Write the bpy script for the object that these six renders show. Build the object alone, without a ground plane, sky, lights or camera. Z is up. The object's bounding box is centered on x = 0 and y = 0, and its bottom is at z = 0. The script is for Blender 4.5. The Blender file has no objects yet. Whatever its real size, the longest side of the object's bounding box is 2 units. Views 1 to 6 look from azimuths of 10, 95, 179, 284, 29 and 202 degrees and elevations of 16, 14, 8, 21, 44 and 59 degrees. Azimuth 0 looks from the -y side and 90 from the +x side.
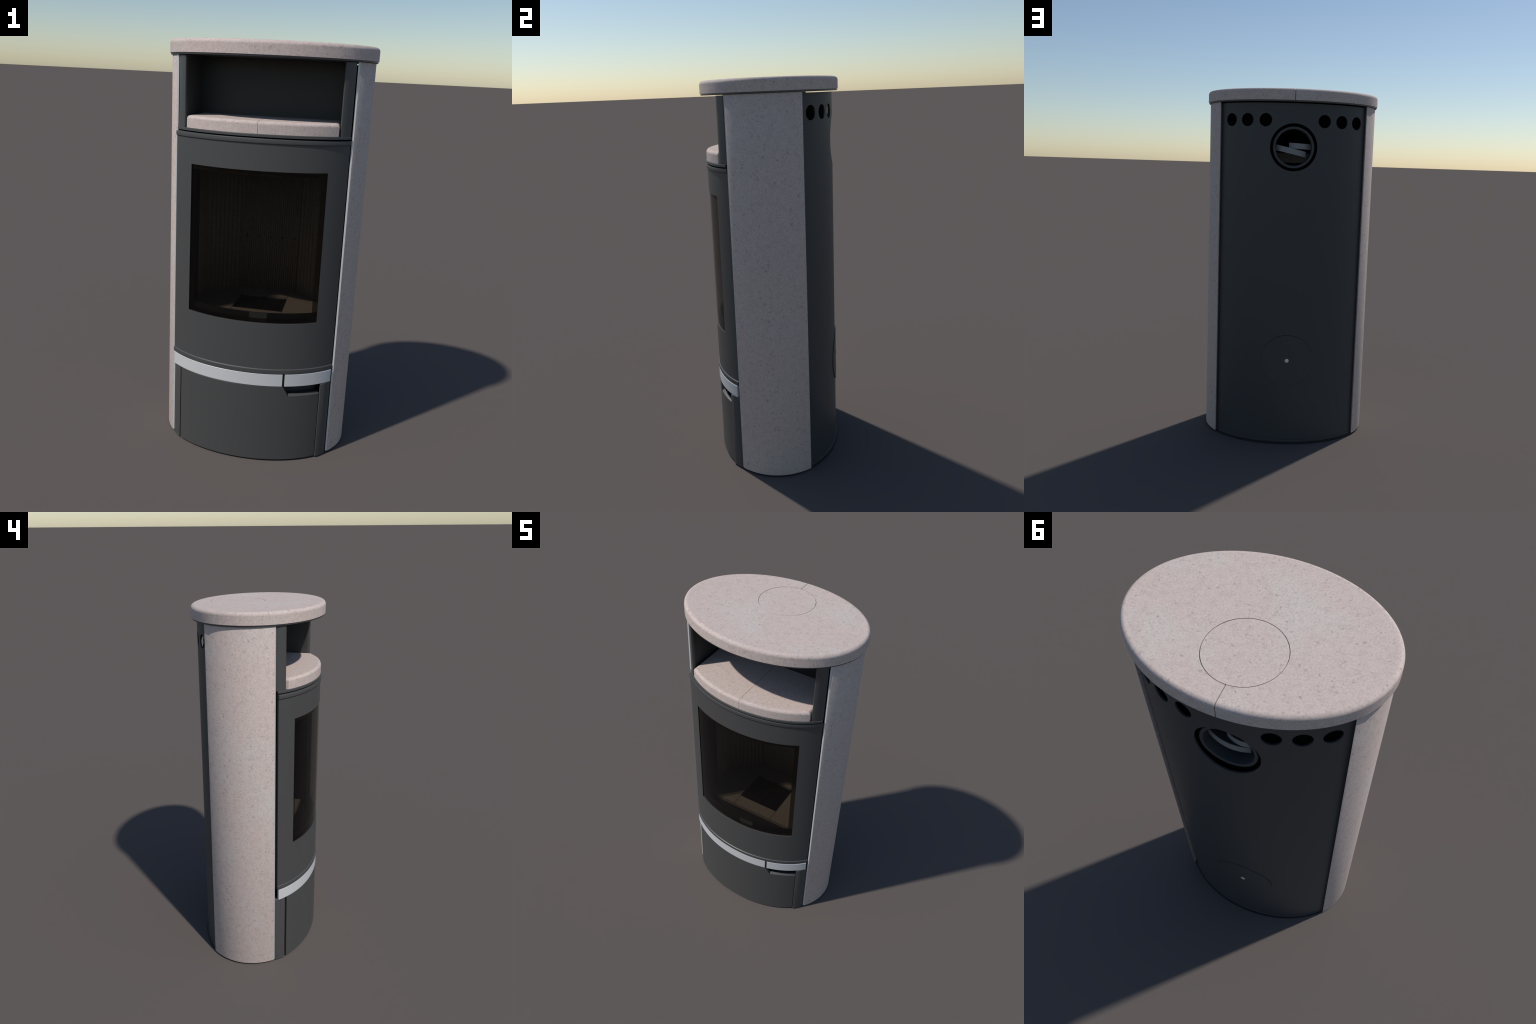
"""Tall oval wood-burning stove clad in pale speckled stone.

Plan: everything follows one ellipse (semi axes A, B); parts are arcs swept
along it at small normal offsets, plates are ellipses, jambs are extruded plans.
"""
import bpy, bmesh, math
from math import sin, cos, pi, sqrt, asin
from mathutils import Vector, Matrix

A, B = 0.480, 0.335            # door ellipse
WA, WB = 0.4835, 0.3360         # drawer, posts and aluminium band
NA, NB = 0.478, 0.3351         # shelf and its rim
SA, SB = 0.4795, 0.345         # stone cladding ellipse
TA, TB = 0.4915, 0.352         # top slab ellipse
KA, KB = 0.4675, 0.3203          # back panel ellipse
TOP = 2.0
# (centre x, extra bow on the left) of the steel shells: they are not quite symmetric
SKEW = {(A, B): (-0.0045, 0.0085), (WA, WB): (0.0, 0.0135), (NA, NB): (0.0, 0.002), (KA, KB): (0.0, 0.002)}

# ------------------------------------------------------------------ materials
def new_mat(name):
    m = bpy.data.materials.new(name)
    m.use_nodes = True
    nt = m.node_tree
    return m, nt, nt.nodes["Principled BSDF"]

def node(nt, kind, **kw):
    n = nt.nodes.new(kind)
    for k, v in kw.items():
        if k in n.inputs.keys():
            n.inputs[k].default_value = v
        else:
            setattr(n, k, v)
    return n

def ramp(nt, src, stops):
    r = nt.nodes.new("ShaderNodeValToRGB")
    el = r.color_ramp.elements
    while len(el) < len(stops):
        el.new(0.5)
    for e, (p, c) in zip(el, stops):
        e.position = p
        e.color = (*c, 1) if len(c) == 3 else c
    nt.links.new(src, r.inputs[0])
    return r.outputs[0]

def mix(nt, fac, c1, c2, mode="MIX"):
    n = nt.nodes.new("ShaderNodeMix")
    n.data_type = "RGBA"
    n.blend_type = mode
    for sock, v in ((n.inputs[0], fac), (n.inputs[6], c1), (n.inputs[7], c2)):
        if isinstance(v, bpy.types.NodeSocket):
            nt.links.new(v, sock)
        elif isinstance(v, (int, float)):
            sock.default_value = v
        else:
            sock.default_value = (*v, 1)
    return n.outputs[2]

def coords(nt, scale=(1, 1, 1), loc=(0, 0, 0), rot=(0, 0, 0)):
    tc = nt.nodes.new("ShaderNodeTexCoord")
    mp = nt.nodes.new("ShaderNodeMapping")
    mp.inputs["Scale"].default_value = scale
    mp.inputs["Location"].default_value = loc
    mp.inputs["Rotation"].default_value = rot
    nt.links.new(tc.outputs["Object"], mp.inputs[0])
    return mp.outputs[0]

def noise(nt, vec, scale, detail=2.0, rough=0.5):
    n = node(nt, "ShaderNodeTexNoise", Scale=scale, Detail=detail, Roughness=rough)
    nt.links.new(vec, n.inputs["Vector"])
    return n.outputs["Fac"]

def speckle(nt, vec, scale, radius, soft, keep):
    """round-ish dark grains: voronoi cells, only a share `keep` of them filled"""
    v = node(nt, "ShaderNodeTexVoronoi", Scale=scale, Randomness=1.0)
    nt.links.new(vec, v.inputs["Vector"])
    d = ramp(nt, v.outputs["Distance"], [(radius, (1, 1, 1)), (radius + soft, (0, 0, 0))])
    sep = nt.nodes.new("ShaderNodeSeparateColor")
    nt.links.new(v.outputs["Color"], sep.inputs[0])
    k = ramp(nt, sep.outputs[0], [(keep * 0.6, (1, 1, 1)), (keep, (0, 0, 0))])
    m = nt.nodes.new("ShaderNodeMath")
    m.operation = "MULTIPLY"
    nt.links.new(d, m.inputs[0])
    nt.links.new(k, m.inputs[1])
    return m.outputs[0]

def scaled(nt, sock, f):
    m = nt.nodes.new("ShaderNodeMath")
    m.operation = "MULTIPLY"
    nt.links.new(sock, m.inputs[0])
    m.inputs[1].default_value = f
    return m.outputs[0]

def stone_material(name, stretch, loc, speck=1.0):
    m, nt, b = new_mat(name)
    vec = coords(nt, stretch, loc)
    base = ramp(nt, noise(nt, vec, 3.2, 3, 0.55),
                [(0.30, (0.575, 0.480, 0.432)), (0.50, (0.577, 0.474, 0.434)),
                 (0.70, (0.570, 0.500, 0.460))])
    # pale bluish clouds and faint ochre stains
    cloud = ramp(nt, noise(nt, coords(nt, stretch, (3.1 + loc[0], 1.7, 0.4)), 5.0, 2, 0.5),
                 [(0.60, (0, 0, 0)), (0.78, (1, 1, 1))])
    col = mix(nt, scaled(nt, cloud, 0.55), base, (0.555, 0.525, 0.490))
    ochre = ramp(nt, noise(nt, coords(nt, stretch, (7.3 + loc[0], 4.1, 2.2)), 6.5, 4, 0.6),
                 [(0.67, (0, 0, 0)), (0.78, (1, 1, 1))])
    col = mix(nt, scaled(nt, ochre, 0.28), col, (0.56, 0.46, 0.35))
    # fine mineral grain
    grain = ramp(nt, noise(nt, vec, 130, 3, 0.7), [(0.30, (0.80, 0.79, 0.79)), (0.52, (1, 1, 1)), (0.75, (1.09, 1.09, 1.09))])
    col = mix(nt, 0.9, col, grain, "MULTIPLY")
    mott = ramp(nt, noise(nt, vec, 38, 3, 0.6), [(0.32, (0.92, 0.905, 0.90)), (0.50, (1, 1, 1)), (0.72, (1.04, 1.04, 1.04))])
    col = mix(nt, 0.85, col, mott, "MULTIPLY")
    # dark and rusty specks, warped so that they are not round
    warp = nt.nodes.new("ShaderNodeTexNoise")
    warp.inputs["Scale"].default_value = 85
    nt.links.new(vec, warp.inputs["Vector"])
    wv = nt.nodes.new("ShaderNodeVectorMath")
    wv.operation = "MULTIPLY_ADD"
    nt.links.new(warp.outputs["Color"], wv.inputs[0])
    wv.inputs[1].default_value = (0.020, 0.020, 0.020)
    nt.links.new(vec, wv.inputs[2])
    wvec = wv.outputs[0]
    s1 = speckle(nt, wvec, 85, 0.14, 0.26, 0.50)
    col = mix(nt, scaled(nt, s1, 0.26 * speck), col, (0.21, 0.165, 0.145))
    s2 = speckle(nt, wvec, 39, 0.09, 0.22, 0.36)
    col = mix(nt, scaled(nt, s2, 0.44 * speck), col, (0.18, 0.142, 0.13))
    s4 = speckle(nt, wvec, 52, 0.10, 0.12, 0.22)          # crisp little pits
    col = mix(nt, scaled(nt, s4, 0.55), col, (0.17, 0.135, 0.125))
    s3 = speckle(nt, wvec, 30, 0.06, 0.16, 0.16)
    col = mix(nt, scaled(nt, s3, 0.50), col, (0.34, 0.22, 0.19))
    nt.links.new(col, b.inputs["Base Color"])
    b.inputs["Roughness"].default_value = 0.78
    b.inputs["Specular IOR Level"].default_value = 0.25
    bump = node(nt, "ShaderNodeBump", Strength=0.16, Distance=0.002)
    nt.links.new(noise(nt, vec, 170, 3, 0.65), bump.inputs["Height"])
    nt.links.new(bump.outputs[0], b.inputs["Normal"])
    return m

def steel_material(name, col, rough=0.42, var=0.06):
    m, nt, b = new_mat(name)
    n = noise(nt, coords(nt, (1, 1, 1)), 420, 2, 0.6)
    c = ramp(nt, n, [(0.3, tuple(x * (1 - var) for x in col)), (0.7, tuple(x * (1 + var) for x in col))])
    nt.links.new(c, b.inputs["Base Color"])
    b.inputs["Roughness"].default_value = rough
    b.inputs["Specular IOR Level"].default_value = 0.5
    return m

def brushed_material(name, col, metallic=0.55, rough=0.38):
    m, nt, b = new_mat(name)
    n = noise(nt, coords(nt, (2, 2, 260)), 6.0, 2, 0.5)
    c = ramp(nt, n, [(0.3, tuple(x * 0.97 for x in col)), (0.7, tuple(min(1, x * 1.02) for x in col))])
    nt.links.new(c, b.inputs["Base Color"])
    b.inputs["Metallic"].default_value = metallic
    b.inputs["Roughness"].default_value = rough
    return m

def firebrick_material(name, col):
    m, nt, b = new_mat(name)
    vec = coords(nt)
    c = ramp(nt, noise(nt, vec, 90, 4, 0.7),
             [(0.30, tuple(x * 0.78 for x in col)), (0.55, col), (0.75, tuple(x * 1.18 for x in col))])
    nt.links.new(c, b.inputs["Base Color"])
    b.inputs["Roughness"].default_value = 0.9
    b.inputs["Specular IOR Level"].default_value = 0.1
    return m

def glass_material(name, tint):
    """tinted pane: see-through with a Fresnel mirror on top"""
    m = bpy.data.materials.new(name)
    m.use_nodes = True
    nt = m.node_tree
    nt.nodes.clear()
    out = nt.nodes.new("ShaderNodeOutputMaterial")
    tr = node(nt, "ShaderNodeBsdfTransparent")
    side = nt.nodes.new("ShaderNodeNewGeometry")
    nt.links.new(mix(nt, side.outputs["Backfacing"], tint, (1, 1, 1)), tr.inputs["Color"])
    gl = node(nt, "ShaderNodeBsdfGlossy", Roughness=0.03)
    gl.inputs["Color"].default_value = (0.8, 0.8, 0.8, 1)
    fr = node(nt, "ShaderNodeFresnel", IOR=1.40)
    geo = nt.nodes.new("ShaderNodeNewGeometry")
    front = node(nt, "ShaderNodeMath", operation="SUBTRACT")
    front.inputs[0].default_value = 1.0
    nt.links.new(geo.outputs["Backfacing"], front.inputs[1])
    mul = node(nt, "ShaderNodeMath", operation="MULTIPLY")
    nt.links.new(fr.outputs[0], mul.inputs[0])
    nt.links.new(front.outputs[0], mul.inputs[1])
    mx = nt.nodes.new("ShaderNodeMixShader")
    nt.links.new(mul.outputs[0], mx.inputs[0])
    nt.links.new(tr.outputs[0], mx.inputs[1])
    nt.links.new(gl.outputs[0], mx.inputs[2])
    nt.links.new(mx.outputs[0], out.inputs[0])
    return m

STONE_SIDE = stone_material("speckled_stone_side", (1, 1, 1), (0, 0, 0))
STONE_TOP = stone_material("speckled_stone_top", (1.0, 1.0, 1.0), (5.2, 2.4, 1.1), 0.85)
STONE_SHELF = stone_material("speckled_stone_shelf", (1.25, 1.25, 1.25), (9.2, 6.4, 3.1), 0.6)
STEEL = steel_material("charcoal_enamel", (0.0670, 0.0665, 0.0655), 0.42)
STEEL_BACK = steel_material("charcoal_enamel_shade_tinted", (0.046, 0.0485, 0.051), 0.5)  # same steel, albedo lowered and cooled to match the shaded rear
VOID = steel_material("painted_cavity_dark", (0.004, 0.004, 0.004), 0.9)  # near-black albedo paints the darkness deep inside vents and joints
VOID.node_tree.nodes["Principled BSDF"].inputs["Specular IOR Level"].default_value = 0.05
BLACK = steel_material("black_steel", (0.012, 0.012, 0.012), 0.6)
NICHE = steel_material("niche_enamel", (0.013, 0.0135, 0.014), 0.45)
NICHE_SIDE = steel_material("niche_cheek_shade_darkened", (0.050, 0.050, 0.050), 0.5)  # door steel darkened by hand to give the niche sides their shade
IRON = steel_material("grate_iron", (0.006, 0.006, 0.006), 0.85)
IRON.node_tree.nodes["Principled BSDF"].inputs["Specular IOR Level"].default_value = 0.1
SILVER = brushed_material("brushed_aluminium", (0.69, 0.69, 0.685), 0.2, 0.42)
CLIP = brushed_material("galvanised_band", (0.24, 0.245, 0.25), 0.2, 0.5)
BRICK = firebrick_material("tan_firebrick", (0.275, 0.228, 0.182))
GLASS = glass_material("tinted_glass", (0.415, 0.398, 0.378))
FRIT = glass_material("printed_glass_border", (0.40, 0.39, 0.37))

def printed_material(name, tint, ink):
    """glass with a fine printed line screen"""
    m = glass_material(name, tint)
    nt = m.node_tree
    out = [n for n in nt.nodes if n.type == "OUTPUT_MATERIAL"][0]
    base = out.inputs[0].links[0].from_socket
    w = node(nt, "ShaderNodeTexWave", Scale=95.0, Distortion=0.6)
    nt.links.new(coords(nt, (1, 0.6, 0.05)), w.inputs["Vector"])
    fac = ramp(nt, w.outputs["Fac"], [(0.45, (0, 0, 0)), (0.75, (1, 1, 1))])
    df = node(nt, "ShaderNodeBsdfDiffuse", Color=(*ink, 1))
    mx = nt.nodes.new("ShaderNodeMixShader")
    nt.links.new(fac, mx.inputs[0])
    nt.links.new(base, mx.inputs[1])
    nt.links.new(df.outputs[0], mx.inputs[2])
    nt.links.new(mx.outputs[0], out.inputs[0])
    return m
TAG = steel_material("grey_tag", (0.12, 0.12, 0.12), 0.5)
LINING = firebrick_material("ribbed_firebrick", (0.43, 0.335, 0.245))
SCREEN = printed_material("brown_line_screen", (0.40, 0.37, 0.33), (0.060, 0.039, 0.020))

# -------------------------------------------------------------------- helpers
ROOT = bpy.data.objects.new("wood_stove", None)
bpy.context.scene.collection.objects.link(ROOT)
ROOT["label"] = "tall oval wood stove, speckled stone cladding and glass door"
ROOT["category"] = "wood stove"

def finish(bm, name, mat, parent=ROOT, angle=32, weighted=False):
    bmesh.ops.recalc_face_normals(bm, faces=bm.faces)
    me = bpy.data.meshes.new(name)
    bm.to_mesh(me)
    bm.free()
    me.shade_smooth()
    me.set_sharp_from_angle(angle=math.radians(angle))
    me.materials.append(mat)
    ob = bpy.data.objects.new(name, me)
    bpy.context.scene.collection.objects.link(ob)
    ob.parent = parent
    if weighted:
        w = ob.modifiers.new("normals", "WEIGHTED_NORMAL")
        w.keep_sharp = True
    return ob

def ell(a, b, t, off=0.0):
    """point on ellipse, t = 0 at the front (-y), positive towards +x"""
    cx, al = SKEW.get((a, b), (0.0, 0.0))
    if sin(t) < 0:
        a += al
    x, y = a * sin(t) + cx, -b * cos(t)
    nx, ny = sin(t) / a, -cos(t) / b
    l = sqrt(nx * nx + ny * ny)
    return Vector((x + off * nx / l, y + off * ny / l))

def normal_at(a, b, t):
    n = Vector((sin(t) / a, -cos(t) / b, 0))
    return n.normalized()

def t_of_x(x, a=A, b=B):
    cx, al = SKEW.get((a, b), (0.0, 0.0))
    return asin(max(-1, min(1, (x - cx) / (a if x > cx else a + al))))

def sweep_bm(section, t0, t1, n, a=A, b=B, closed=False):
    """closed (offset, z) section carried along the ellipse"""
    bm = bmesh.new()
    rings = []
    cnt = n if closed else n + 1
    for i in range(cnt):
        t = t0 + (t1 - t0) * i / n
        ring = []
        for off, z in section:
            p = ell(a, b, t, off)
            ring.append(bm.verts.new((p.x, p.y, z)))
        rings.append(ring)
    k = len(section)
    for i in range(cnt if closed else cnt - 1):
        r0, r1 = rings[i], rings[(i + 1) % cnt]
        for j in range(k):
            bm.faces.new((r0[j], r0[(j + 1) % k], r1[(j + 1) % k], r1[j]))
    if not closed:
        bm.faces.new(rings[0])
        bm.faces.new(rings[-1][::-1])
    return bm

def sweep_x(section, x0, x1, n, a=A, b=B):
    return sweep_bm(section, t_of_x(x0, a, b), t_of_x(x1, a, b), n, a, b)

def prism_bm(plan, z0, z1):
    bm = bmesh.new()
    lo = [bm.verts.new((p[0], p[1], z0)) for p in plan]
    hi = [bm.verts.new((p[0], p[1], z1)) for p in plan]
    n = len(plan)
    bm.faces.new(lo[::-1])
    bm.faces.new(hi)
    for i in range(n):
        bm.faces.new((lo[i], lo[(i + 1) % n], hi[(i + 1) % n], hi[i]))
    return bm

def box_bm(x0, x1, y0, y1, z0, z1):
    return prism_bm([(x0, y0), (x1, y0), (x1, y1), (x0, y1)], z0, z1)

def bevel_edges(bm, test, r, seg=4):
    es = [e for e in bm.edges if test(e)]
    bmesh.ops.bevel(bm, geom=es, offset=r, segments=seg, profile=0.5, affect="EDGES", clamp_overlap=False)
    return bm

def soften(bm, r, seg=2, deg=40):
    bm.normal_update()
    bmesh.ops.recalc_face_normals(bm, faces=bm.faces)
    return bevel_edges(bm, lambda e: len(e.link_faces) == 2 and e.calc_face_angle(0) > math.radians(deg), r, seg)

def cyl_bm(r, depth, n, matrix, r_in=None):
    """solid disc or ring about local z, from -depth/2 to depth/2"""
    bm = bmesh.new()
    if r_in is None:
        bmesh.ops.create_cone(bm, cap_ends=True, segments=n, radius1=r, radius2=r, depth=depth)
    else:
        pts = [(r_in, -depth / 2), (r, -depth / 2), (r, depth / 2), (r_in, depth / 2)]
        rings = [[bm.verts.new((p[0] * cos(2 * pi * i / n), p[0] * sin(2 * pi * i / n), p[1])) for p in pts] for i in range(n)]
        for i in range(n):
            for j in range(4):
                bm.faces.new((rings[i][j], rings[i][(j + 1) % 4], rings[(i + 1) % n][(j + 1) % 4], rings[(i + 1) % n][j]))
    bmesh.ops.transform(bm, matrix=matrix, verts=bm.verts)
    return bm

def cut(ob, cutters):
    """boolean difference, applied; cutters are removed"""
    dg = bpy.context.evaluated_depsgraph_get
    for bmc in cutters:
        bmesh.ops.recalc_face_normals(bmc, faces=bmc.faces)
        me = bpy.data.meshes.new("cutter")
        bmc.to_mesh(me)
        bmc.free()
        co = bpy.data.objects.new("cutter", me)
        bpy.context.scene.collection.objects.link(co)
        md = ob.modifiers.new("cut", "BOOLEAN")
        md.object = co
        md.operation = "DIFFERENCE"
        md.solver = "EXACT"
        res = bpy.data.meshes.new_from_object(ob.evaluated_get(dg()))
        ob.modifiers.clear()
        old = ob.data
        res.name = old.name
        ob.data = res
        bpy.data.meshes.remove(old)
        bpy.data.objects.remove(co)
        bpy.data.meshes.remove(me)
    ob.data.shade_smooth()
    ob.data.set_sharp_from_angle(angle=math.radians(30))
    w = ob.modifiers.new("normals", "WEIGHTED_NORMAL")
    w.keep_sharp = True
    return ob

def mirror_x(plan, s):
    return [(s * x, y) for x, y in plan]

# ------------------------------------------------------------------- top slab
SLAB_Z = 1.938
CY, CR = 0.120, 0.1455         # round flue cover in the slab
def slab_bm(outlines_z):
    """stack of (plan, z) rings with end caps"""
    bm = bmesh.new()
    rings = [[bm.verts.new((p[0], p[1], z)) for p in plan] for plan, z in outlines_z]
    n = len(rings[0])
    for r0, r1 in zip(rings[:-1], rings[1:]):
        for i in range(n):
            bm.faces.new((r0[i], r0[(i + 1) % n], r1[(i + 1) % n], r1[i]))
    bm.faces.new(rings[0][::-1])
    bm.faces.new(rings[-1])
    return bm
def rounded(r, z_top, seg=7):
    """(inset, z) pairs of a quarter-round top edge"""
    return [(r - r * cos(k / seg * pi / 2), z_top - r + r * sin(k / seg * pi / 2)) for k in range(seg + 1)]
def top_ring(inset, n=160):
    return [tuple(ell(TA, TB, 2 * pi * i / n, -inset)) for i in range(n)]
bm = slab_bm([(top_ring(0.0012), SLAB_Z), (top_ring(0), SLAB_Z + 0.0012)] + [(top_ring(i), z) for i, z in rounded(0.018, TOP)])
top_slab = finish(bm, "top_slab", STONE_TOP)
cut(top_slab, [cyl_bm(CR + 0.0011, 0.3, 96, Matrix.Translation((0, CY, 1.97))),
               box_bm(-0.0016, 0.0016, CY + CR - 0.01, 0.5, 1.9, 2.1)])
bm = cyl_bm(CR - 0.0011, TOP - SLAB_Z, 96, Matrix.Translation((0, CY, (TOP + SLAB_Z) / 2)))
bevel_edges(bm, lambda e: all(v.co.z > TOP - 1e-5 for v in e.verts), 0.0012, 2)
finish(bm, "flue_cover", STONE_TOP, weighted=True)

# steel tray under the slab: two thin stacked lips
tray = [tuple(ell(TA - 0.0035, TB - 0.0035, 2 * pi * i / 128)) for i in range(128)]
finish(prism_bm(tray, 1.9326, SLAB_Z - 0.0008), "slab_tray", STEEL)
finish(sweep_bm([(0, 1.9345), (0.0004, 1.9332), (-0.0012, 1.9305), (-0.006, 1.9305), (-0.006, 1.9345)], 0, 2 * pi, 128, TA - 0.004, TB - 0.004, closed=True),
       "tray_lip", STEEL)

# ---------------------------------------------------------------- side panels
Y_FRONT, Y_BACK = -0.176, 0.181
STONE_LO, STONE_HI = 0.0080, 1.9302
def panel_plan(thick):
    t0 = math.acos(-Y_FRONT / SB)
    t1 = pi - math.acos(Y_BACK / SB)
    outer = [tuple(ell(SA, SB, t0 + (t1 - t0) * i / 40)) for i in range(41)]
    inner = [(ell(SA, SB, t0 + (t1 - t0) * i / 40, -thick).x,
              min(max(ell(SA, SB, t0 + (t1 - t0) * i / 40, -thick).y, Y_FRONT), Y_BACK)) for i in range(1, 40)]
    inner = [p for p in inner if -0.160 < p[1] < 0.145]
    return outer + [(outer[-1][0] - 0.0055, 0.150)] + inner[::-1] + [(outer[0][0] - 0.0075, Y_FRONT)]
for s in (1, -1):
    bm = prism_bm(mirror_x(panel_plan(0.0095), s), STONE_LO, STONE_HI)
    finish(soften(bm, 0.0012, 2, 50), "side_panel", STONE_SIDE)
    # aluminium strip closing the front end of the panel
    xo = SA * sqrt(1 - (Y_FRONT / SB) ** 2) - 0.0009
    plan = [(xo - 0.0080, Y_FRONT - 0.0030), (xo, Y_FRONT - 0.0030), (xo + 0.0004, Y_FRONT - 0.0004), (xo - 0.0080, Y_FRONT - 0.0004)]
    finish(prism_bm(mirror_x(plan, s), 0.012, 1.9300), "edge_trim", SILVER)
    # dark carcass plate behind the joint
    plan = [(0.366, -0.165), (0.370, -0.165), (0.370, 0.150), (0.366, 0.150)]
    finish(prism_bm(mirror_x(plan, s), 0.012, 1.905), "carcass_plate", BLACK)
    plan = [(0.3705, -0.104), (0.4045, -0.104), (0.4045, -0.100), (0.3705, -0.100)]
    finish(prism_bm(mirror_x(plan, s), 0.012, 1.905), "carcass_flange", VOID)

# ---------------------------------------------------------------------- base
bm = prism_bm([tuple(ell(0.473, 0.331, 2 * pi * i / 128)) for i in range(128)], 0.0, 0.0072)
finish(bm, "base_plate", BLACK)
# ash drawer front with the finger notch below the handle
sec = [(-0.014, 0.0062), (-0.001, 0.0062), (0, 0.0075), (0, 0.4075), (-0.0012, 0.4092), (-0.014, 0.4092)]
ash = finish(sweep_x(sec, -0.3522, 0.3505, 72, a=WA, b=WB), "ash_door", STEEL)
def prism_y(pts, y0, y1):
    bm = bmesh.new()
    f = [bm.verts.new((x, y0, z)) for x, z in pts]
    g = [bm.verts.new((x, y1, z)) for x, z in pts]
    bm.faces.new(f)
    bm.faces.new(g[::-1])
    for i in range(len(pts)):
        j = (i + 1) % len(pts)
        bm.faces.new((f[i], g[i], g[j], f[j]))
    return bm
cut(ash, [prism_y([(0.180, 0.45), (0.180, 0.4085), (0.2055, 0.3575), (0.40, 0.3575), (0.40, 0.45)], -0.5, -0.15)])
# inside of the notch: ledge and back wall
sec = [(-0.0165, 0.340), (-0.0165, 0.3520), (-0.058, 0.3520), (-0.058, 0.47), (-0.0595, 0.47), (-0.0595, 0.340)]
finish(sweep_x(sec, 0.165, 0.362, 16, a=WA, b=WB), "notch_pocket", STEEL)
finish(sweep_x([(-0.001, 0.3570), (-0.0015, 0.3582), (-0.0150, 0.3655), (-0.0160, 0.3650), (-0.0160, 0.3570)], 0.2095, 0.3515, 16, a=WA, b=WB), "notch_ledge", STEEL)
for z0, z1 in ((0.008, 0.3395), (0.4705, 0.689)):
    finish(sweep_x([(-0.060, z0), (-0.060, z1), (-0.066, z1), (-0.066, z0)], -0.385, 0.385, 40), "inner_front", BLACK)

# front posts beside the ash door, each standing on a low foot
def post_plan(dx, dy, inset=0.0):
    """plan between x=.352 and x=.4015 with a rounded inner front corner"""
    r = 0.008
    xi, xo = 0.3520, 0.3995
    yi, yo = -0.2325 + dy, -0.1895 + dy
    dx_o = dx
    pts = [(xo - dx_o, -0.150), (xo - dx_o, yo)]
    for k in range(1, 6):
        f = k / 6
        x = xo + (xi + r - xo) * f
        bul = 0.0035 * 4 * f * (1 - f) * 0.6
        pts.append((x, yo + (yi - yo) * f - bul))
    for k in range(0, 6):
        ang = pi * 1.36 - (pi * 0.36) * k / 5
        pts.append((xi + r + r * cos(ang), yi + r * 0.92 + r * sin(ang)))
    pts.append((xi, -0.150))
    return [(x + dx, y) for x, y in pts]
for s in (1, -1):
    shift = 0.0 if s > 0 else 0.0032
    bm = prism_bm(mirror_x(post_plan(shift, 0 if s > 0 else 0.0045), s), 0.0245, 0.4095)
    bevel_edges(bm, lambda e: all(v.co.z > 0.409 for v in e.verts) and min(v.co.y for v in e.verts) < -0.16, 0.006, 3)
    finish(bm, "front_post", STEEL, angle=40)
    finish(prism_bm(mirror_x(post_plan(shift, -0.0012 if s > 0 else 0.0038), s), 0.004, 0.0236), "post_foot", STEEL, angle=40)

# ------------------------------------------------------- aluminium front band
def band(x0, x1, name):
    sec = [(-0.010, 0.4112), (0.0010, 0.4112), (0.0018, 0.4122), (0.0018, 0.4735), (0.0008, 0.4745), (-0.010, 0.4745)]
    return finish(sweep_x(sec, x0, x1, 64, a=WA, b=WB), name, SILVER)
band(-0.4000, 0.1750, "trim_band")
band(0.1865, 0.3985, "door_handle")
finish(sweep_x([(-0.016, 0.405), (-0.0115, 0.405), (-0.0115, 0.478), (-0.016, 0.478)], -0.398, 0.398, 48, a=WA, b=WB), "band_backing", BLACK)

# ---------------------------------------------------------------------- door
D = 0.0004
sec = [(-0.020, 0.4775), (0.0035, 0.4775), (0.0050, 0.4790), (0.0050, 0.4965), (0.0044, 0.4980), (D + 0.0012, 0.5000), (D, 0.5010),
       (D, 1.5665), (D + 0.0005, 1.5690), (0.0045, 1.5712), (0.0058, 1.5745), (0.0058, 1.5875), (0.0045, 1.5905), (0.0015, 1.5922), (-0.020, 1.5922)]
door = finish(sweep_x(sec, -0.4035, 0.3990, 96), "door", STEEL)
WX, WZ0, WZ1 = 0.3133, 0.7345, 1.4495
cut(door, [box_bm(-WX, WX, -0.6, -0.15, WZ0, WZ1)])
GX = WX + 0.012
finish(sweep_x([(-0.0025, WZ0 - 0.012), (-0.0025, WZ1 + 0.012), (-0.0070, WZ1 + 0.012), (-0.0070, WZ0 - 0.012)], -GX, GX, 80),
       "glass_pane", GLASS, door)
# printed border behind the pane
FO, FI = -0.0076, -0.0082
fw = 0.021
for (x0, x1, z0, z1) in ((-GX, GX, WZ1 - fw, WZ1 + 0.010), (-GX, GX, WZ0 - 0.010, WZ0 + fw * 1.05),
                         (-GX, -WX + fw, WZ0 + fw * 1.05, WZ1 - fw), (WX - fw, GX, WZ0 + fw * 1.05, WZ1 - fw)):
    finish(sweep_x([(FO, z0), (FO, z1), (FI, z1), (FI, z0)], x0, x1, 48), "glass_border", SCREEN if (z1 > WZ1 or x0 > 0) else FRIT, door)
# dark air plate low behind the glass, with the small lighter tag
finish(sweep_x([(-0.018, 0.690), (-0.018, 0.781), (-0.021, 0.781), (-0.021, 0.690)], -0.330, 0.330, 60), "air_plate", BLACK)
finish(sweep_x([(-0.0125, 0.731), (-0.0125, 0.7815), (-0.0145, 0.7815), (-0.0145, 0.731)], 0.0, 0.0845, 12), "air_slider", TAG)
def inner_plan(off, y_back, xm):
    arc = [tuple(ell(A, B, t_of_x(-xm + 2 * xm * i / 48), off)) for i in range(49)]
    return arc + [(arc[-1][0], y_back), (arc[0][0], y_back)]
finish(prism_bm(inner_plan(-0.024, 0.10, 0.39), 0.690, 0.6945), "hearth_pan", BLACK)

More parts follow.
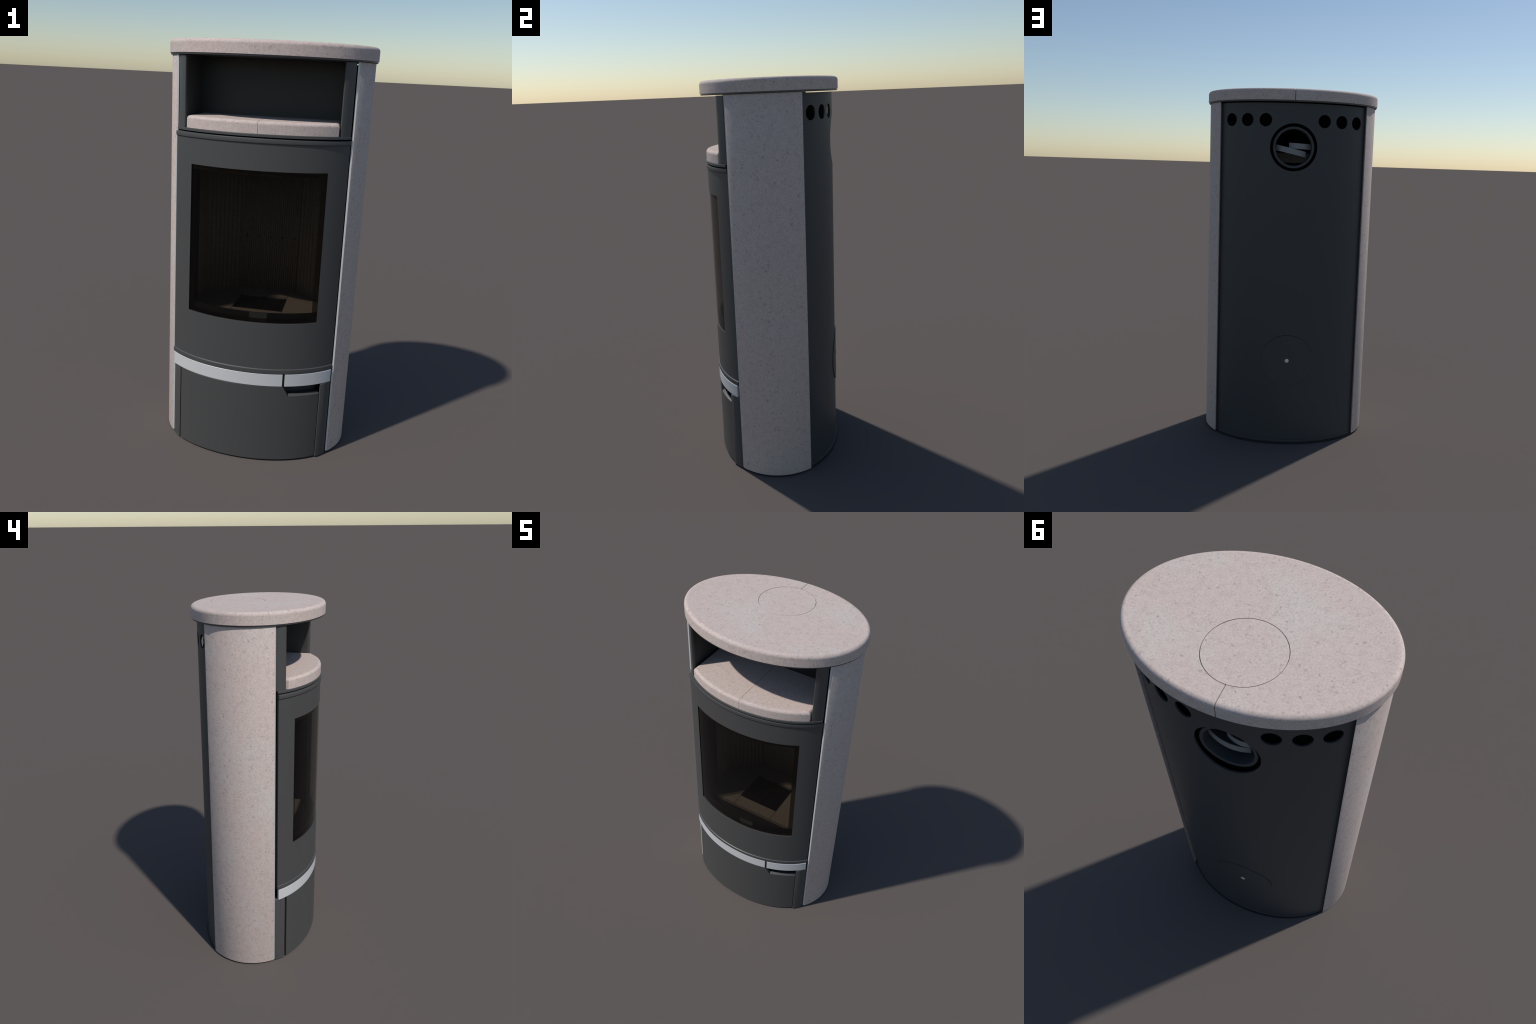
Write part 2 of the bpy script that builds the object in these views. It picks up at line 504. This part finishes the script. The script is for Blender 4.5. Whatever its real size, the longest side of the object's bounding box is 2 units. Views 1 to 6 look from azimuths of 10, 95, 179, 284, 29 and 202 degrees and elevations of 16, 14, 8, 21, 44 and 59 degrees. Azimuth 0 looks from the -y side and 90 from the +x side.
# ------------------------------------------------------------------- firebox
FLOOR = 0.720
def lining_path():
    pts = [(-0.3165, -0.090), (-0.3120, 0.078), (-0.158, 0.207)]
    return pts + [(-x, y) for x, y in reversed(pts)]
def fluted(path, pitches):
    """plan polyline with narrow rectangular grooves, seen from inside"""
    out = []
    for (p, q), (pitch, land, groove) in zip(zip(path[:-1], path[1:]), pitches):
        p, q = Vector(p), Vector(q)
        d = q - p
        n = max(1, round(d.length / pitch))
        nrm = Vector((-d.y, d.x)).normalized()          # outwards (path runs left to right behind)
        for i in range(n):
            a, b_ = p + d * (i / n), p + d * ((i + land) / n)
            out += [a, b_, b_ + nrm * groove, p + d * ((i + 1) / n) + nrm * groove]
        out.append(q)
    return out
path = fluted(lining_path(), [(0.0125, 0.7, 0.008), (0.0245, 0.84, 0.018), (0.0115, 0.62, 0.012), (0.0245, 0.84, 0.018), (0.0125, 0.7, 0.008)])
bm = bmesh.new()
lo = [bm.verts.new((p.x, p.y, 0.70)) for p in path]
hi = [bm.verts.new((p.x, p.y, 1.470)) for p in path]
for i in range(len(path) - 1):
    if (path[i + 1] - path[i]).length > 1e-6:
        bm.faces.new((lo[i], lo[i + 1], hi[i + 1], hi[i]))
ob = finish(bm, "firebox_lining", LINING, angle=20)
sd = ob.modifiers.new("thickness", "SOLIDIFY")
sd.thickness = 0.004
sd.offset = 1
for s in (1, -1):        # black steel cheeks in front of the lining
    finish(prism_bm(mirror_x([(0.3150, -0.215), (0.3190, -0.215), (0.3205, -0.0905), (0.3160, -0.0905)], s), 0.695, 1.4735), "firebox_cheek", BLACK)
finish(prism_bm(inner_plan(-0.024, 0.10, 0.36) [:-2] + [(0.335, 0.10), (0.17, 0.235), (-0.17, 0.235), (-0.335, 0.10)], 1.474, 1.480), "firebox_ceiling", BLACK)
# five air holes in the back wall
for x in (-0.1245, -0.0610, 0.0040, 0.0685, 0.1340):
    finish(cyl_bm(0.0042, 0.002, 16, Matrix.Translation((x, 0.2055, 1.019)) @ Matrix.Rotation(pi / 2, 4, "X")), "air_hole", BLACK)
# floor bricks around the grate
GXH, GY0, GY1 = 0.1275, -0.1175, 0.1075
g = 0.0011
left = [(-0.322, -0.190), (-GXH - g, -0.190), (-GXH - g, 0.230), (-0.135, 0.230), (-0.318, 0.080)]
for plan in (left, mirror_x(left, -1)[::-1],
             [(-GXH + g, -0.190), (GXH - g, -0.190), (GXH - g, GY0), (-GXH + g, GY0)],
             [(-GXH + g, GY1), (GXH - g, GY1), (GXH - g, 0.230), (-GXH + g, 0.230)]):
    finish(prism_bm(plan, 0.6955, FLOOR), "floor_brick", BRICK)
# cast grate: frame, centre spine and bars
grate = finish(box_bm(-GXH + 0.003, GXH - 0.003, GY0 + 0.002, GY1 - 0.002, 0.6955, 0.6995), "grate", IRON)
def bar(x0, x1, y0, y1):
    finish(soften(box_bm(x0, x1, y0, y1, 0.6997, 0.711), 0.0012, 1), "grate_bar", IRON, grate)
bar(-GXH + 0.003, -GXH + 0.019, GY0 + 0.002, GY1 - 0.002)
bar(GXH - 0.019, GXH - 0.003, GY0 + 0.002, GY1 - 0.002)
bar(-0.010, 0.010, GY0 + 0.002, GY1 - 0.002)
for i in range(9):
    y = GY0 + 0.010 + i * 0.0248
    for x0, x1 in ((-GXH + 0.0195, -0.0105), (0.0105, GXH - 0.0195)):
        bar(x0, x1, y - 0.0055, y + 0.0055)

# --------------------------------------------------------- warming niche, shelf
NY = 0.035
sec = [(-0.040, 1.5975), (0.0040, 1.5975), (0.0050, 1.5985), (0.0050, 1.6085), (0.0040, 1.6097), (-0.040, 1.6097)]
finish(sweep_x(sec, -0.3985, 0.3965, 96, a=NA, b=NB), "shelf_rim", STEEL)
plan = [tuple(ell(NA, NB, t_of_x(x0, NA, NB), -0.030)) for x0 in [-0.40 + 0.80 * i / 40 for i in range(41)]] + [(0.36, NY), (-0.36, NY)]
finish(prism_bm(plan, 1.6000, 1.6090), "shelf_tray", STEEL)
SX0, SX1, SH0, SH1 = -0.3465, 0.3465, 1.6105, 1.6655
for x0, x1 in ((SX0, -0.0008), (0.0008, SX1)):
    def plan(inset):
        xa = x0 + (inset if x0 < -0.1 else 0)
        xb = x1 - (inset if x1 > 0.1 else 0)
        arc = [ell(NA, NB, t_of_x(xa + (xb - xa) * i / 40, NA, NB), 0.0005 - inset) for i in range(41)]
        arc[0].x, arc[-1].x = xa, xb
        return [tuple(p) for p in arc] + [(xb, NY - 0.003), (xa, NY - 0.003)]
    bm = slab_bm([(plan(0), SH0)] + [(plan(i), z) for i, z in rounded(0.016, SH1)])
    finish(bm, "shelf_slab", STONE_SHELF, weighted=True)
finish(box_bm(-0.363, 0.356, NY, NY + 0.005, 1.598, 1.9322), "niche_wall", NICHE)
def jamb_plan(xi):
    r = 0.010
    xo, yi, yo = 0.3980, -0.2240 + (xi - 0.35) * 0.6, -0.1860
    pts = [(xo, -0.178), (xo, yo)]
    for k in range(1, 6):
        f = k / 6
        pts.append((xo + (xi + r - xo) * f, yo + (yi - yo) * f - 0.0035 * 4 * f * (1 - f) * 0.6))
    for k in range(6):
        ang = pi * 1.36 - pi * 0.36 * k / 5
        pts.append((xi + r + r * cos(ang), yi + r * 0.92 + r * sin(ang)))
    pts += [(xi, -0.190), (xi + 0.006, -0.178)]
    return pts
for s in (1, -1):
    finish(prism_bm(mirror_x(jamb_plan(0.350 if s > 0 else 0.3545), s), 1.6100, 1.9275), "niche_jamb", STEEL, angle=40)
    xi = 0.350 if s > 0 else 0.3530
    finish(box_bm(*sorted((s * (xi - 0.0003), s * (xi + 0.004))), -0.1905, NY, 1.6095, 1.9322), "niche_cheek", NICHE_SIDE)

# ----------------------------------------------------------------- back panel
PZ0, PZ1 = 0.020, 1.9250
tb = asin(0.4055 / KA)
sec = [(0, PZ0), (0, PZ1), (-0.007, PZ1), (-0.007, PZ0)]
back = finish(sweep_bm(sec, pi - tb, pi + tb, 96, KA, KB), "back_panel", STEEL_BACK)
def facing(t, z, off):
    """matrix whose z axis is the panel normal at ellipse angle t"""
    n = normal_at(KA, KB, t)
    p = ell(KA, KB, t, off)
    up = Vector((0, 0, 1))
    x = up.cross(n)
    m = Matrix((x, up, n)).transposed().to_4x4()
    m.translation = (p.x, p.y, z)
    return m
FZ, FR = 1.6905, 0.1285
cutters = [cyl_bm(0.0355, 0.08, 40, facing(pi - t_of_x(x, KA, KB), 1.834, 0)) for x in (0.156, 0.2555, 0.3445, -0.1645, -0.262, -0.3495)]
cutters.append(cyl_bm(FR, 0.2, 72, Matrix.Translation((0, 0.32, FZ)) @ Matrix.Rotation(pi / 2, 4, "X")))
DZ, DR = 0.494, 0.1475         # blanked lower outlet: disc in a slightly larger hole
cutters.append(cyl_bm(DR + 0.0011, 0.2, 96, Matrix.Translation((0, 0.32, DZ)) @ Matrix.Rotation(pi / 2, 4, "X")))
cut(back, cutters)
finish(sweep_bm([(-0.012, DZ - 0.17), (-0.012, DZ + 0.17), (-0.015, DZ + 0.17), (-0.015, DZ - 0.17)], pi - 0.38, pi + 0.38, 32, KA, KB), "outlet_backing", VOID)
# dark liner behind the vents, pierced by the spigot, with a lid
liner = finish(sweep_bm([(-0.031, 1.50), (-0.031, 1.906), (-0.034, 1.906), (-0.034, 1.50)], pi - tb, pi + tb, 64, KA, KB), "vent_liner", VOID)
cut(liner, [cyl_bm(0.1128, 0.2, 72, Matrix.Translation((0, 0.32, FZ)) @ Matrix.Rotation(pi / 2, 4, "X"))])
lid = [tuple(ell(KA, KB, pi - tb + 2 * tb * i / 40, -0.035)) for i in range(41)]
finish(prism_bm(lid + [(-0.36, NY + 0.006), (0.36, NY + 0.006)], 1.900, 1.9055), "chamber_lid", VOID)
# rail along the bottom of the back
finish(sweep_bm([(-0.008, 0.003), (0.0025, 0.003), (0.0025, 0.0170), (0.0012, 0.0190), (-0.008, 0.0190)], pi - tb, pi + tb, 64, KA, KB), "back_rail", STEEL_BACK)
# flue spigot with rounded mouth, recessed in the hole
PY = 0.301
prof = [(0.1135, -0.12), (0.1135, -0.004), (0.1125, -0.0010), (0.1110, 0), (0.1015, 0), (0.0995, -0.0015), (0.0985, -0.005), (0.0985, -0.12)]
bm = bmesh.new()
N = 72
rings = [[bm.verts.new((r * cos(2 * pi * i / N), PY + y, FZ + r * sin(2 * pi * i / N))) for r, y in prof] for i in range(N)]
for i in range(N):
    for j in range(len(prof)):
        k = (j + 1) % len(prof)
        bm.faces.new((rings[i][j], rings[i][k], rings[(i + 1) % N][k], rings[(i + 1) % N][j]))
flue = finish(bm, "flue_spigot", STEEL_BACK)
def clip(x0, x1, z0, z1, y_end, bow, h):
    """thin bowed metal band seen inside the spigot"""
    bm = bmesh.new()
    rows = []
    for i in range(17):
        f = i / 16
        y = y_end + bow * (1 - (2 * f - 1) ** 2)
        x, z = x0 + (x1 - x0) * f, z0 + (z1 - z0) * f
        rows.append([bm.verts.new((x, y + dy, z + dz)) for dy, dz in ((0, -h / 2), (0, h / 2), (-0.003, h / 2), (-0.003, -h / 2))])
    for r0, r1 in zip(rows[:-1], rows[1:]):
        for j in range(4):
            bm.faces.new((r0[j], r0[(j + 1) % 4], r1[(j + 1) % 4], r1[j]))
    bm.faces.new(rows[0])
    bm.faces.new(rows[-1][::-1])
    finish(bm, "damper_band", CLIP, flue)
clip(0.0960, -0.0690, 1.6900, 1.6540, 0.262, 0.021, 0.031)
clip(0.0240, -0.0960, 1.7020, 1.6960, 0.256, 0.018, 0.030)
for x0, x1 in ((-0.14, -0.0008), (0.0012, 0.14)):
    finish(box_bm(x0, x1, 0.062, 0.090, 1.6085, 1.6640), "baffle_brick", BRICK, flue)
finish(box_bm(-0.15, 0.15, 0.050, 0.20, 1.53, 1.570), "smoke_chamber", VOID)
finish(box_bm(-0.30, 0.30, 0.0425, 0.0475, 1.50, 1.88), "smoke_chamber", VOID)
# blanking disc over the lower outlet, with its screw head
bm = bmesh.new()
def on_back(x, z, off):
    t = pi - t_of_x(x, KA, KB)
    p = ell(KA, KB, t, off)
    return (p.x, p.y, z)
rows = []
for r, off in ((DR, -0.010), (DR, 0.0035), (DR - 0.0012, 0.0045), (DR * 0.66, 0.0045), (DR * 0.33, 0.0045)):
    rows.append([bm.verts.new(on_back(r * cos(2 * pi * i / 72), DZ + r * sin(2 * pi * i / 72), off)) for i in range(72)])
for r0, r1 in zip(rows[:-1], rows[1:]):
    for i in range(72):
        bm.faces.new((r0[i], r0[(i + 1) % 72], r1[(i + 1) % 72], r1[i]))
c = bm.verts.new(on_back(0, DZ, 0.0045))
for i in range(72):
    bm.faces.new((rows[-1][i], rows[-1][(i + 1) % 72], c))
disc = finish(bm, "blanking_disc", STEEL_BACK)
bm = cyl_bm(0.0112, 0.003, 32, Matrix.Translation((0, KB + 0.0050, DZ + 0.001)) @ Matrix.Rotation(pi / 2, 4, "X"))
finish(soften(bm, 0.0008, 2), "screw_head", SILVER, disc)
